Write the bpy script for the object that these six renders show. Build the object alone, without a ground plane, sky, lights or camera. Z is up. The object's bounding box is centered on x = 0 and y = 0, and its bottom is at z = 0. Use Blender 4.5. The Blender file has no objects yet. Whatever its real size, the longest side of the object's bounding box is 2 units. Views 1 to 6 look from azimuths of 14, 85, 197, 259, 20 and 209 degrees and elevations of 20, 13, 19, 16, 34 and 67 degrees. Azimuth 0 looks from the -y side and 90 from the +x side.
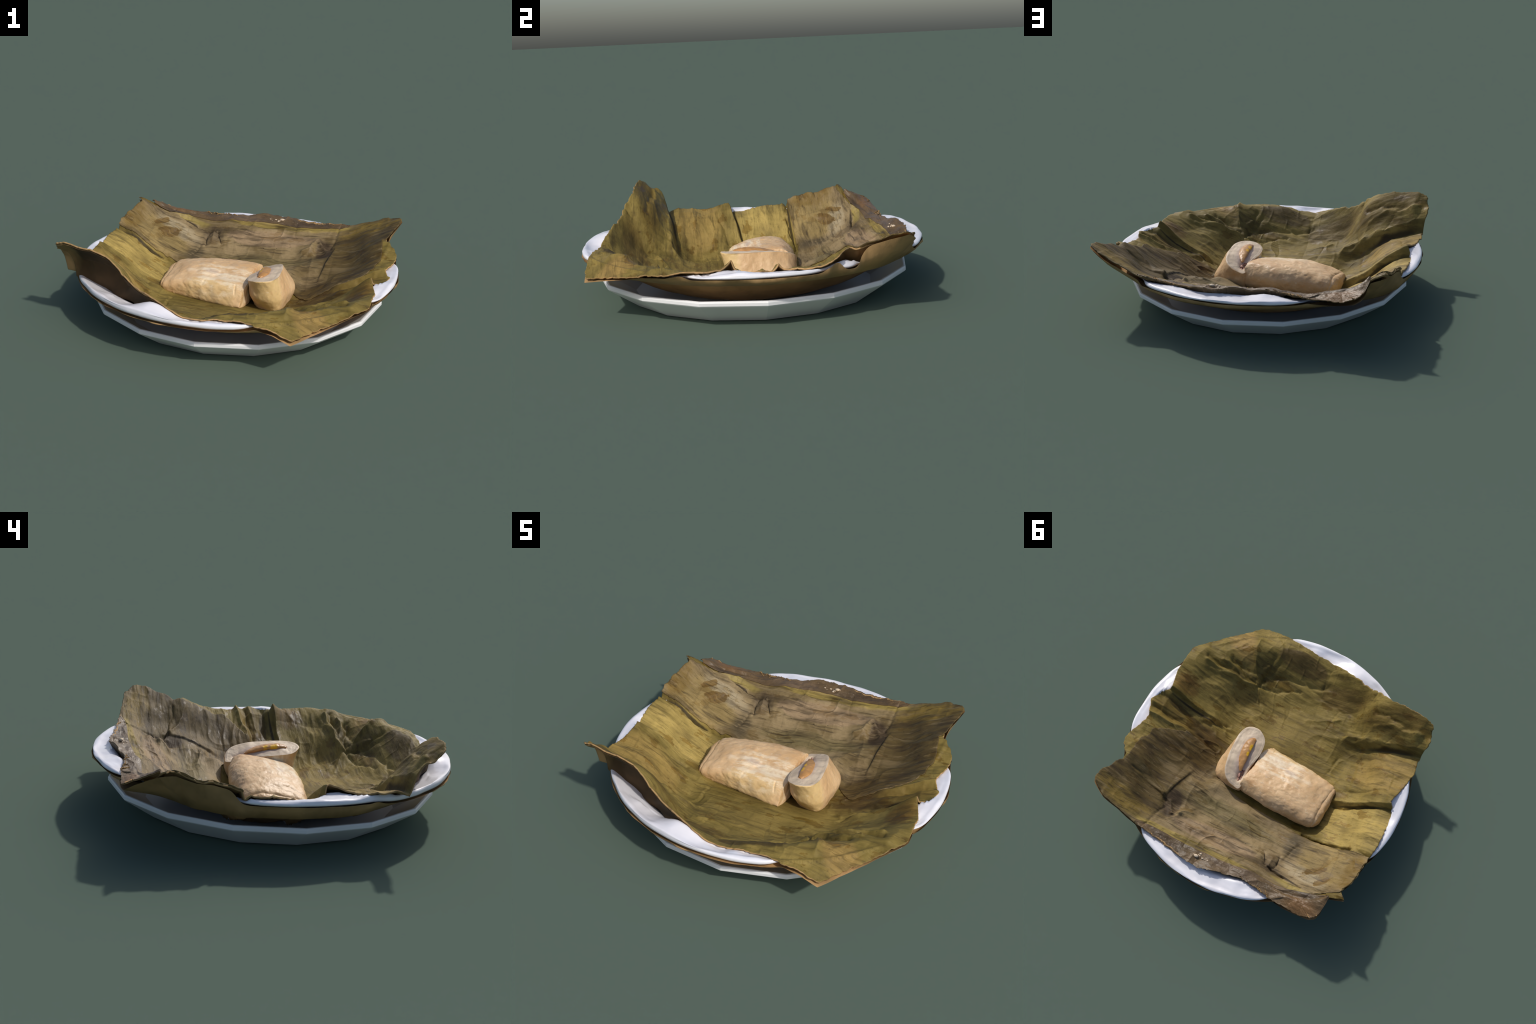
# A cut tamale lying on unfolded banana leaves on a white plate.
import bpy, math
import numpy as np

RNG = np.random.default_rng(7)

# ------------------------------------------------------------------ noise
_PERM = np.random.default_rng(11).permutation(512)
_GRAD = np.random.default_rng(12).uniform(-1, 1, 512)


def vnoise(x, y, z=0.0):
    """Smooth value noise in -1..1 on a lattice of seeded random values."""
    x, y, z = np.broadcast_arrays(np.asarray(x, float), np.asarray(y, float), np.asarray(z, float))
    xi, yi, zi = np.floor(x).astype(int), np.floor(y).astype(int), np.floor(z).astype(int)
    fx, fy, fz = x - xi, y - yi, z - zi
    s = lambda t: t * t * t * (t * (6 * t - 15) + 10)
    fx, fy, fz = s(fx), s(fy), s(fz)
    out = 0.0
    for dx in (0, 1):
        for dy in (0, 1):
            for dz in (0, 1):
                h = _PERM[(_PERM[(_PERM[(xi + dx) % 512] + yi + dy) % 512] + zi + dz) % 512]
                w = (fx if dx else 1 - fx) * (fy if dy else 1 - fy) * (fz if dz else 1 - fz)
                out = out + w * _GRAD[h]
    return out


def fbm(x, y, z=0.0, octaves=4):
    return sum(vnoise(x * 2 ** k + 17 * k, y * 2 ** k, z * 2 ** k) * 0.5 ** k for k in range(octaves))


def sstep(a, b, t):
    t = np.clip((t - a) / (b - a), 0, 1)
    return t * t * (3 - 2 * t)


# ------------------------------------------------------------------ dish: plain body of revolution
RIM_R, RIM_Z = 0.982, 0.305
DISH_PROFILE = [(0.0, 0.024), (0.30, 0.026), (0.50, 0.055), (0.66, 0.115), (0.78, 0.185), (0.82, 0.226),
                (0.85, 0.260), (0.88, 0.275), (0.91, 0.283), (0.95, 0.295), (0.972, 0.304), (0.982, 0.305)]


def dish_z(r):
    p = np.array(DISH_PROFILE)
    return np.interp(r, p[:, 0], p[:, 1])


# ------------------------------------------------------------------ the draped leaf surface
# Folds that break the surface: raised side of a line (a -> b), height at a and b,
# reach of the raised part away from the line (None = all of that side).
STEPS = [
    # a, b, side (+1 left of a->b), height a, height b, softness, reach
    ((-0.46, -0.450), (-0.96, -0.510), +1, 0.040, 0.085, 0.014, 0.35),   # big upstanding corner fold
    ((-0.50, -0.005), (-0.95, -0.085), +1, 0.040, 0.062, 0.014, 0.14),   # second pleat
    ((-0.40, 0.325), (-0.97, 0.312), -1, 0.016, 0.026, 0.010, 0.20),     # edge of the folded layer
    ((0.42, -0.165), (0.91, -0.165), -1, 0.024, 0.056, 0.012, 0.16),     # east pleat
    ((0.462, 0.270), (0.505, 0.520), -1, 0.022, 0.016, 0.012, 0.07),      # crevice
]
# Soft ridges (+) and valleys (-): a, b, amplitude, half width
CREASES = [
    ((-0.44, 0.308), (-0.96, 0.300), -0.026, 0.008),
    ((-0.52, 0.006), (-0.94, -0.070), -0.016, 0.010),
    ((-0.50, -0.435), (-0.94, -0.495), -0.008, 0.014),
    ((0.92, 0.062), (0.60, 0.030), 0.022, 0.030),
    ((0.93, -0.030), (0.62, -0.040), 0.012, 0.022),
    ((0.90, 0.000), (0.60, 0.005), -0.012, 0.020),
    ((0.90, -0.110), (0.60, -0.085), -0.014, 0.022),
    ((0.76, -0.490), (0.40, -0.500), 0.014, 0.016),
    ((0.76, -0.520), (0.52, -0.520), -0.014, 0.018),
    ((0.66, -0.560), (0.44, -0.520), 0.014, 0.016),
    ((0.60, -0.570), (0.42, -0.600), -0.018, 0.022),
    ((0.48, -0.800), (0.44, -0.600), 0.010, 0.020),
    ((0.36, -0.590), (0.30, -0.720), -0.014, 0.020),
    ((0.40, -0.560), (0.30, -0.440), -0.010, 0.018),
    ((0.30, -0.640), (-0.10, -0.735), -0.012, 0.016),
    ((0.10, -0.720), (-0.42, -0.600), -0.006, 0.012),
    ((-0.06, -0.890), (-0.075, -0.737), -0.006, 0.012),
    ((-0.46, -0.780), (-0.47, -0.500), -0.008, 0.014),
    ((-0.52, -0.620), (-0.80, -0.600), -0.012, 0.014),
    ((-0.55, -0.560), (-0.86, -0.585), 0.008, 0.014),
    ((-0.38, -0.470), (-0.52, -0.490), 0.022, 0.022),
    ((0.38, 0.660), (0.30, 0.520), 0.010, 0.020),
    ((0.36, 0.655), (-0.22, 0.600), 0.010, 0.022),
    ((0.30, 0.740), (-0.20, 0.700), 0.008, 0.018),
    ((0.48, 0.600), (0.51, 0.800), -0.008, 0.010),
    ((0.50, 0.560), (0.78, 0.480), -0.010, 0.012),
    ((0.52, 0.520), (0.80, 0.400), 0.008, 0.014),
    ((0.42, 0.330), (0.10, 0.390), 0.008, 0.022),
    ((-0.36, 0.655), (-0.62, 0.700), -0.022, 0.013),
    ((-0.40, 0.640), (-0.38, 0.540), -0.009, 0.009),
    ((-0.33, 0.650), (-0.27, 0.560), -0.009, 0.009),
    ((-0.36, 0.650), (-0.33, 0.570), 0.012, 0.018),
    ((-0.46, 0.420), (-0.40, 0.600), -0.006, 0.012),
    ((-0.55, 0.200), (-0.90, 0.150), 0.006, 0.040),
    ((-0.56, -0.120), (-0.80, -0.160), -0.008, 0.012),
    ((-0.52, -0.200), (-0.84, -0.230), 0.006, 0.022),
    ((-0.40, -0.330), (-0.36, -0.180), -0.006, 0.010),
    ((0.36, 0.605), (-0.22, 0.550), 0.010, 0.024),
    ((0.28, 0.560), (0.41, 0.625), 0.014, 0.016),
    ((0.41, 0.625), (0.465, 0.530), 0.013, 0.014),
    ((0.20, 0.395), (0.42, 0.345), 0.010, 0.018),
    ((0.375, -0.525), (0.700, -0.455), 0.010, 0.011),
    ((0.375, -0.525), (0.600, -0.600), -0.011, 0.011),
    ((0.375, -0.525), (0.500, -0.740), 0.010, 0.011),
    ((0.375, -0.525), (0.330, -0.760), -0.010, 0.011),
    ((0.375, -0.525), (0.080, -0.640), -0.010, 0.011),
    ((0.375, -0.525), (0.200, -0.420), 0.007, 0.012),
    ((-0.280, -0.560), (-0.060, -0.480), 0.006, 0.012),
    ((0.44, -0.180), (0.58, -0.110), -0.012, 0.016),
    ((0.40, 0.020), (0.62, 0.010), -0.010, 0.014),
]


def line_frame(x, y, a, b):
    ax, ay = a
    dx, dy = b[0] - ax, b[1] - ay
    L = math.hypot(dx, dy)
    t = ((x - ax) * dx + (y - ay) * dy) / L / L
    d = (-(x - ax) * dy + (y - ay) * dx) / L
    return t, d, L


def step_field(x, y):
    z = np.zeros_like(x)
    for a, b, side, h0, h1, soft, reach in STEPS:
        t, d, L = line_frame(x, y, a, b)
        d = d * side + 0.004 * vnoise(x * 18, y * 18)
        h = h0 + (h1 - h0) * np.clip(t, 0, 1)
        z += h * sstep(-0.22, 0.08, t) * sstep(1.30, 1.02, t) * sstep(-soft, soft, d) * np.exp(-np.maximum(d, 0) / reach)
    return z


def crease_field(x, y):
    z = np.zeros_like(x)
    wx, wy = x + 0.014 * fbm(x * 9, y * 9, 3), y + 0.012 * fbm(x * 9, y * 9, 8)
    for a, b, amp, w in CREASES:
        t, d, L = line_frame(wx, wy, a, b)
        e = np.where(t < 0, -t, np.where(t > 1, t - 1, 0)) * L
        q = np.sqrt(d * d + e * e) / w
        z += 1.8 * amp * np.exp(-q ** 1.25) * (1 - 0.4 * np.clip(t, 0, 1))
    return z


# where the unfolded leaf ends, walking round the plate (x, y, z)
SOUTH_EDGE = [(-0.926, -0.631, 0.528), (-0.906, -0.655, 0.540), (-0.862, -0.667, 0.553), (-0.779, -0.690, 0.548),
              (-0.705, -0.697, 0.538), (-0.591, -0.709, 0.514), (-0.427, -0.773, 0.412), (-0.340, -0.801, 0.365),
              (-0.270, -0.836, 0.348), (-0.225, -0.851, 0.336), (-0.130, -0.880, 0.305), (-0.037, -0.899, 0.291), (0.161, -0.909, 0.308),
              (0.340, -0.928, 0.308), (0.440, -0.935, 0.280), (0.540, -0.938, 0.234), (0.624, -0.843, 0.256), (0.696, -0.764, 0.272),
              (0.820, -0.622, 0.306), (0.881, -0.544, 0.314), (0.892, -0.512, 0.312)]
EAST_EDGE = [(0.896, -0.430, 0.322), (0.895, -0.331, 0.320), (0.886, -0.268, 0.322), (0.852, -0.172, 0.352),
             (0.921, -0.118, 0.316), (0.945, -0.031, 0.314), (0.925, 0.020, 0.305), (0.902, 0.065, 0.303), (0.900, 0.120, 0.305),
             (0.919, 0.183, 0.310), (0.937, 0.243, 0.315), (0.944, 0.318, 0.330), (0.914, 0.372, 0.368)]
NORTH_EAST_EDGE = [(0.838, 0.428, 0.390), (0.853, 0.466, 0.375), (0.870, 0.505, 0.400), (0.876, 0.530, 0.410),
                   (0.913, 0.623, 0.442), (0.930, 0.685, 0.458), (0.907, 0.725, 0.462), (0.813, 0.777, 0.422),
                   (0.701, 0.796, 0.382), (0.581, 0.817, 0.338), (0.508, 0.827, 0.322)]
NORTH_EDGE = [(0.431, 0.840, 0.318), (0.316, 0.856, 0.314), (0.178, 0.884, 0.314), (0.066, 0.895, 0.318),
              (0.000, 0.892, 0.323), (-0.037, 0.877, 0.332), (-0.134, 0.853, 0.326), (-0.267, 0.828, 0.326),
              (-0.442, 0.854, 0.310), (-0.518, 0.861, 0.306), (-0.664, 0.864, 0.312), (-0.761, 0.858, 0.326),
              (-0.796, 0.844, 0.344), (-0.814, 0.811, 0.366), (-0.814, 0.745, 0.388), (-0.820, 0.700, 0.403)]
WEST_EDGE = [(-0.914, 0.675, 0.437), (-0.868, 0.626, 0.425), (-0.905, 0.531, 0.398), (-0.917, 0.456, 0.393),
             (-0.923, 0.377, 0.372), (-0.924, 0.325, 0.350), (-0.933, 0.290, 0.325), (-0.939, 0.135, 0.322), (-0.933, -0.005, 0.300),
             (-0.924, -0.062, 0.303), (-0.883, -0.096, 0.362), (-0.895, -0.168, 0.342), (-0.936, -0.349, 0.332),
             (-0.923, -0.446, 0.338), (-0.921, -0.496, 0.342), (-0.932, -0.515, 0.420), (-0.941, -0.530, 0.458),
             (-0.943, -0.556, 0.484), (-0.936, -0.605, 0.500)]
# how high the leaf lies inside the plate (x, y, z)
FLOOR = [
    (-0.440, 0.250, 0.058), (-0.500, 0.190, 0.070),
    (-0.370, -0.200, 0.090), (-0.220, -0.190, 0.072), (-0.200, -0.380, 0.104), (-0.100, -0.310, 0.085), (0.050, -0.230, 0.074), (0.173, -0.339, 0.072),
    (0.296, -0.323, 0.087), (0.300, -0.220, 0.068), (0.280, -0.150, 0.048), (0.340, -0.020, 0.062), (0.200, 0.000, 0.042), (0.360, 0.100, 0.058),
    (0.360, 0.226, 0.080), (0.260, 0.275, 0.160), (0.240, 0.345, 0.140), (0.037, 0.398, 0.145), (0.000, 0.270, 0.075), (0.000, 0.310, 0.110),
    (-0.250, 0.300, 0.090), (-0.100, 0.050, 0.042), (-0.350, 0.050, 0.050),]
SOUTH_WALL = [
    (-0.450, -0.470, 0.165), (-0.340, -0.400, 0.113), (-0.493, -0.643, 0.408), (-0.370, -0.650, 0.217), (-0.380, -0.720, 0.290), (-0.285, -0.550, 0.148),
    (-0.075, -0.737, 0.196), (0.000, -0.500, 0.095), (0.000, -0.640, 0.140), (0.130, -0.760, 0.255), (0.150, -0.840, 0.313), (0.150, -0.700, 0.213),
    (0.261, -0.676, 0.214), (0.326, -0.811, 0.322), (0.308, -0.590, 0.155), (0.460, -0.760, 0.335), (0.502, -0.798, 0.324), (0.371, -0.525, 0.183),
    (0.468, -0.572, 0.226), (0.559, -0.601, 0.284), (0.610, -0.650, 0.312), (0.522, -0.541, 0.247), (0.420, -0.400, 0.112), (0.524, -0.457, 0.222),]
EAST_WALL = [
    (0.800, -0.550, 0.328), (0.751, -0.489, 0.308), (0.700, -0.440, 0.257), (0.651, -0.372, 0.216), (0.431, -0.188, 0.077), (0.770, -0.300, 0.255),
    (0.580, -0.180, 0.172), (0.550, -0.150, 0.148), (0.870, -0.200, 0.330), (0.720, -0.160, 0.215), (0.549, -0.111, 0.135), (0.760, -0.100, 0.233),
    (0.795, -0.070, 0.245), (0.620, 0.035, 0.192), (0.501, 0.042, 0.121), (0.750, 0.100, 0.240), (0.821, 0.154, 0.290), (0.730, 0.260, 0.247),
    (0.670, 0.240, 0.207), (0.660, 0.370, 0.227), (0.466, 0.277, 0.150), (0.680, 0.420, 0.275), (0.800, 0.610, 0.375), (0.670, 0.520, 0.277),]
NORTH_WALL = [
    (0.700, 0.600, 0.335), (0.620, 0.600, 0.277), (0.505, 0.500, 0.240), (0.410, 0.450, 0.190), (0.513, 0.582, 0.246), (0.430, 0.560, 0.197),
    (0.390, 0.520, 0.187), (0.380, 0.580, 0.205), (0.470, 0.720, 0.277), (0.511, 0.792, 0.312), (0.375, 0.645, 0.242), (0.270, 0.480, 0.155),
    (0.290, 0.810, 0.294), (0.209, 0.674, 0.244), (0.130, 0.450, 0.130), (0.120, 0.750, 0.279), (0.090, 0.817, 0.312), (0.060, 0.590, 0.205),
    (0.031, 0.765, 0.287), (-0.110, 0.735, 0.282), (-0.090, 0.500, 0.150), (-0.140, 0.500, 0.142), (-0.250, 0.700, 0.290), (-0.240, 0.600, 0.222),
    (-0.300, 0.620, 0.232), (-0.389, 0.743, 0.282), (-0.384, 0.545, 0.178), (-0.600, 0.715, 0.320), (-0.460, 0.490, 0.155), (-0.592, 0.564, 0.235),]
WEST_WALL = [
    (-0.570, -0.070, 0.145), (-0.500, -0.120, 0.125), (-0.840, -0.260, 0.305), (-0.790, -0.290, 0.303), (-0.690, -0.300, 0.255), (-0.620, -0.280, 0.175),
    (-0.850, -0.430, 0.310), (-0.660, -0.380, 0.235), (-0.746, -0.440, 0.278), (-0.810, -0.510, 0.392), (-0.840, -0.550, 0.455), (-0.770, -0.520, 0.395),
    (-0.701, -0.505, 0.360), (-0.435, -0.327, 0.074), (-0.582, -0.440, 0.190), (-0.740, -0.560, 0.425), (-0.640, -0.600, 0.440), (-0.640, 0.530, 0.232),
    (-0.800, 0.630, 0.367), (-0.720, 0.550, 0.272), (-0.451, 0.320, 0.123), (-0.820, 0.540, 0.330), (-0.720, 0.450, 0.265), (-0.760, 0.380, 0.283),
    (-0.700, 0.250, 0.187), (-0.811, 0.165, 0.268), (-0.590, 0.090, 0.122), (-0.710, 0.100, 0.182), (-0.880, 0.030, 0.282), (-0.540, 0.010, 0.090),]
LAY = FLOOR + SOUTH_WALL + EAST_WALL + NORTH_WALL + WEST_WALL


class ThinPlate:
    """Smooth sheet through scattered control points."""

    def __init__(self, pts, smooth):
        self.c = pts[:, :2]
        n = len(pts)
        K = self._k(self.c) + smooth * np.eye(n)
        P = np.c_[np.ones(n), self.c]
        A = np.block([[K, P], [P.T, np.zeros((3, 3))]])
        self.w = np.linalg.solve(A, np.r_[pts[:, 2], 0, 0, 0])

    def _k(self, q):
        d2 = ((q[:, None, :] - self.c[None]) ** 2).sum(-1)
        return 0.5 * d2 * np.log(d2 + 1e-12)

    def __call__(self, x, y):
        q = np.c_[x.ravel(), y.ravel()]
        out = np.empty(len(q))
        for i in range(0, len(q), 20000):
            s = q[i:i + 20000]
            out[i:i + 20000] = self._k(s) @ self.w[:-3] + np.c_[np.ones(len(s)), s] @ self.w[-3:]
        return out.reshape(x.shape)


_CTRL = np.array(SOUTH_EDGE + EAST_EDGE + NORTH_EAST_EDGE + NORTH_EDGE + WEST_EDGE + LAY)
_SHEET = _CTRL.copy()
_SHEET[:, 2] -= step_field(_CTRL[:, 0], _CTRL[:, 1])
SHEET = ThinPlate(_SHEET, 0.00008)


def leaf_z(x, y):
    r = np.hypot(x, y)
    z = SHEET(x, y) + step_field(x, y)
    inner = sstep(0.30, 0.50, r)
    z = z + crease_field(x, y) * (0.3 + 0.7 * inner)
    # wrinkles, and fine pleats that run with the leaf fibres (along x)
    z = z + 0.0050 * fbm(x * 5 + 3, y * 8, 1) * inner
    z = z + 0.0024 * fbm(x * 6, y * 34, 5) * (0.3 + 0.7 * inner)
    wx, wy = x + 0.05 * vnoise(x * 5, y * 5, 2), y + 0.05 * vnoise(x * 5, y * 5, 6)
    fold = (1 - np.abs(vnoise(wx * 4.2, wy * 5.5, 9))) ** 6 - 0.6 * (1 - np.abs(vnoise(wx * 6.5 + 5, wy * 4.0, 4))) ** 7
    z = z + 0.0065 * fold * inner
    z = z + 0.0065 * ((1 - np.abs(vnoise(wx * 1.9 + 2, wy * 10, 12))) ** 4 - 0.25) * inner
    z = z + 0.0040 * (1 - np.abs(vnoise(wx * 15, wy * 11, 7))) ** 5 * inner * sstep(-0.2, 0.4, vnoise(x * 2.3, y * 2.3, 3))
    # crumpled patch of leaf past the cut end
    crumple = np.exp(-(((x - 0.46) / 0.15) ** 2 + ((y + 0.06) / 0.13) ** 2))
    z = z + 0.016 * crumple * ((1 - np.abs(vnoise(wx * 13, wy * 19, 5))) ** 4 - 0.35)
    edge = np.maximum(z, dish_z(r) + 0.008)
    return np.where((r > 0.84) & (r < 0.985), edge, z)


# ------------------------------------------------------------------ mesh helpers
def make_mesh(name, verts, faces, mats, smooth=True):
    me = bpy.data.meshes.new(name)
    me.from_pydata([tuple(v) for v in verts], [], [tuple(f) for f in faces])
    me.update()
    if smooth:
        me.polygons.foreach_set("use_smooth", [True] * len(me.polygons))
    for m in mats:
        me.materials.append(m)
    ob = bpy.data.objects.new(name, me)
    bpy.context.scene.collection.objects.link(ob)
    return ob


def grid_faces(rows, cols, wrap, flip=False):
    i, j = np.meshgrid(np.arange(rows - 1), np.arange(cols if wrap else cols - 1), indexing="ij")
    j2 = (j + 1) % cols
    f = np.stack([i * cols + j, i * cols + j2, (i + 1) * cols + j2, (i + 1) * cols + j], -1).reshape(-1, 4)
    return f[:, ::-1] if flip else f


def apply_mods(ob):
    dg = bpy.context.evaluated_depsgraph_get()
    me = bpy.data.meshes.new_from_object(ob.evaluated_get(dg))
    ob.modifiers.clear()
    old = ob.data
    ob.data = me
    me.name = ob.name
    bpy.data.meshes.remove(old)


def solidify(ob, thick, back, rim):
    m = ob.modifiers.new("thickness", "SOLIDIFY")
    m.thickness, m.offset, m.use_even_offset = thick, -1, False
    m.material_offset, m.material_offset_rim = back, rim
    apply_mods(ob)


def catmull(pts, n, closed):
    """Evenly parametrised Catmull-Rom curve through control points."""
    p = np.array(pts, float)
    k = len(p)
    t = np.linspace(0, k if closed else k - 1, n, endpoint=not closed)
    i = np.minimum(np.floor(t).astype(int), k - 1 if closed else k - 2)
    f = (t - i)[:, None]
    g = (lambda j: p[j % k]) if closed else (lambda j: p[np.clip(j, 0, k - 1)])
    a, b, c, d = g(i - 1), g(i), g(i + 1), g(i + 2)
    return 0.5 * (2 * b + (c - a) * f + (2 * a - 5 * b + 4 * c - d) * f ** 2 + (3 * b - a - 3 * c + d) * f ** 3)


def sheet_object(name, outline, centre, n_ang, n_rad, lift, mats, jag=0.004, drop=None):
    """Fan-shaped sheet: rays from `centre` out to `outline`, laid on the leaf surface."""
    o = np.array(outline)[:, :2] - centre
    ang = np.unwrap(np.arctan2(o[:, 1], o[:, 0]))
    if ang[-1] < ang[0]:
        o, ang = o[::-1], ang[::-1]
    ccw = True
    # walk along the outline so pleats keep their corners
    seg = np.r_[0, np.cumsum(np.hypot(*np.diff(np.vstack([o, o[:1]]), axis=0).T))]
    s = np.linspace(0, seg[-1], n_ang, endpoint=False)
    loop = np.vstack([o, o[:1]])
    bx, by = np.interp(s, seg, loop[:, 0]), np.interp(s, seg, loop[:, 1])
    n = 1 + jag * (vnoise(s * 28, 4.2) + 0.7 * vnoise(s * 75, 9.1))
    bx, by = bx * n, by * n
    rad = np.linspace(0.004, 1, n_rad)[:, None]
    x, y = centre[0] + rad * bx[None], centre[1] + rad * by[None]
    z = leaf_z(x, y) + lift
    if drop is not None:
        z = z - drop(x, y)
    v = np.stack([x, y, z], -1).reshape(-1, 3)
    return make_mesh(name, v, grid_faces(n_rad, n_ang, True, flip=ccw), mats)


# ------------------------------------------------------------------ node helpers
def srgb(r, g, b):
    f = lambda c: c / 12.92 if c <= 0.04045 else ((c + 0.055) / 1.055) ** 2.4
    return (f(r / 255), f(g / 255), f(b / 255), 1)


class Nodes:
    def __init__(self, name):
        self.mat = bpy.data.materials.new(name)
        self.mat.use_nodes = True
        self.t = self.mat.node_tree
        self.bsdf = self.t.nodes["Principled BSDF"]
        self.co = self.t.nodes.new("ShaderNodeTexCoord").outputs["Object"]

    def n(self, kind, **kw):
        nd = self.t.nodes.new("ShaderNode" + kind)
        for k, v in kw.items():
            setattr(nd, k, v)
        return nd

    def link(self, a, b):
        self.t.links.new(a, b)

    def put(self, sock, v):
        if hasattr(v, "links"):
            self.link(v, sock)
        else:
            sock.default_value = v

    def mapping(self, scale=(1, 1, 1), loc=(0, 0, 0), rot=0.0, vec=None):
        m = self.n("Mapping")
        self.link(vec or self.co, m.inputs["Vector"])
        m.inputs["Location"].default_value = loc
        m.inputs["Rotation"].default_value = (0, 0, rot)
        m.inputs["Scale"].default_value = scale
        return m.outputs[0]

    def noise(self, scale, detail=4, rough=0.55, vec=None, dist=0.0):
        t = self.n("TexNoise")
        self.link(vec or self.co, t.inputs["Vector"])
        t.inputs["Scale"].default_value = scale
        t.inputs["Detail"].default_value = detail
        t.inputs["Roughness"].default_value = rough
        t.inputs["Distortion"].default_value = dist
        return t.outputs["Fac"]

    def ramp(self, fac, a, b):
        m = self.n("MapRange", interpolation_type="SMOOTHSTEP")
        self.put(m.inputs["Value"], fac)
        m.inputs["From Min"].default_value, m.inputs["From Max"].default_value = a, b
        return m.outputs[0]

    def math(self, op, a, b=0.0):
        m = self.n("Math", operation=op)
        self.put(m.inputs[0], a)
        self.put(m.inputs[1], b)
        return m.outputs[0]

    def mix(self, fac, a, b, blend="MIX"):
        m = self.n("Mix", data_type="RGBA", blend_type=blend)
        self.put(m.inputs["Factor"], fac)
        self.put(m.inputs["A"], a)
        self.put(m.inputs["B"], b)
        return m.outputs["Result"]

    def blob(self, x, y, rx, ry, rot=0.0, soft=0.35, wobble=0.0):
        """1 inside an ellipse on the plan, fading over `soft` of its radius."""
        sub = self.n("VectorMath", operation="SUBTRACT")
        self.link(self.co, sub.inputs[0])
        sub.inputs[1].default_value = (x, y, 0)
        v = self.mapping(scale=(1 / rx, 1 / ry, 0), vec=self.mapping(rot=-rot, vec=sub.outputs[0]))
        ln = self.n("VectorMath", operation="LENGTH")
        self.link(v, ln.inputs[0])
        d = ln.outputs["Value"]
        if wobble:
            d = self.math("ADD", d, self.math("MULTIPLY", self.math("SUBTRACT", self.noise(14, 5), 0.5), wobble))
        return self.ramp(d, 1.0, 1.0 - soft)

    def bump(self, height, strength, distance=0.01, prev=None):
        b = self.n("Bump")
        b.inputs["Strength"].default_value, b.inputs["Distance"].default_value = strength, distance
        self.link(height, b.inputs["Height"])
        if prev is not None:
            self.link(prev, b.inputs["Normal"])
        return b.outputs[0]

    def finish(self, colour, rough, normal=None, spec=0.4, coat=0.0):
        self.put(self.bsdf.inputs["Base Color"], colour)
        self.put(self.bsdf.inputs["Roughness"], rough)
        self.bsdf.inputs["Specular IOR Level"].default_value = spec
        self.bsdf.inputs["Coat Weight"].default_value = coat
        self.bsdf.inputs["Coat Roughness"].default_value = 0.2
        if normal is not None:
            self.link(normal, self.bsdf.inputs["Normal"])
        return self.mat


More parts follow.
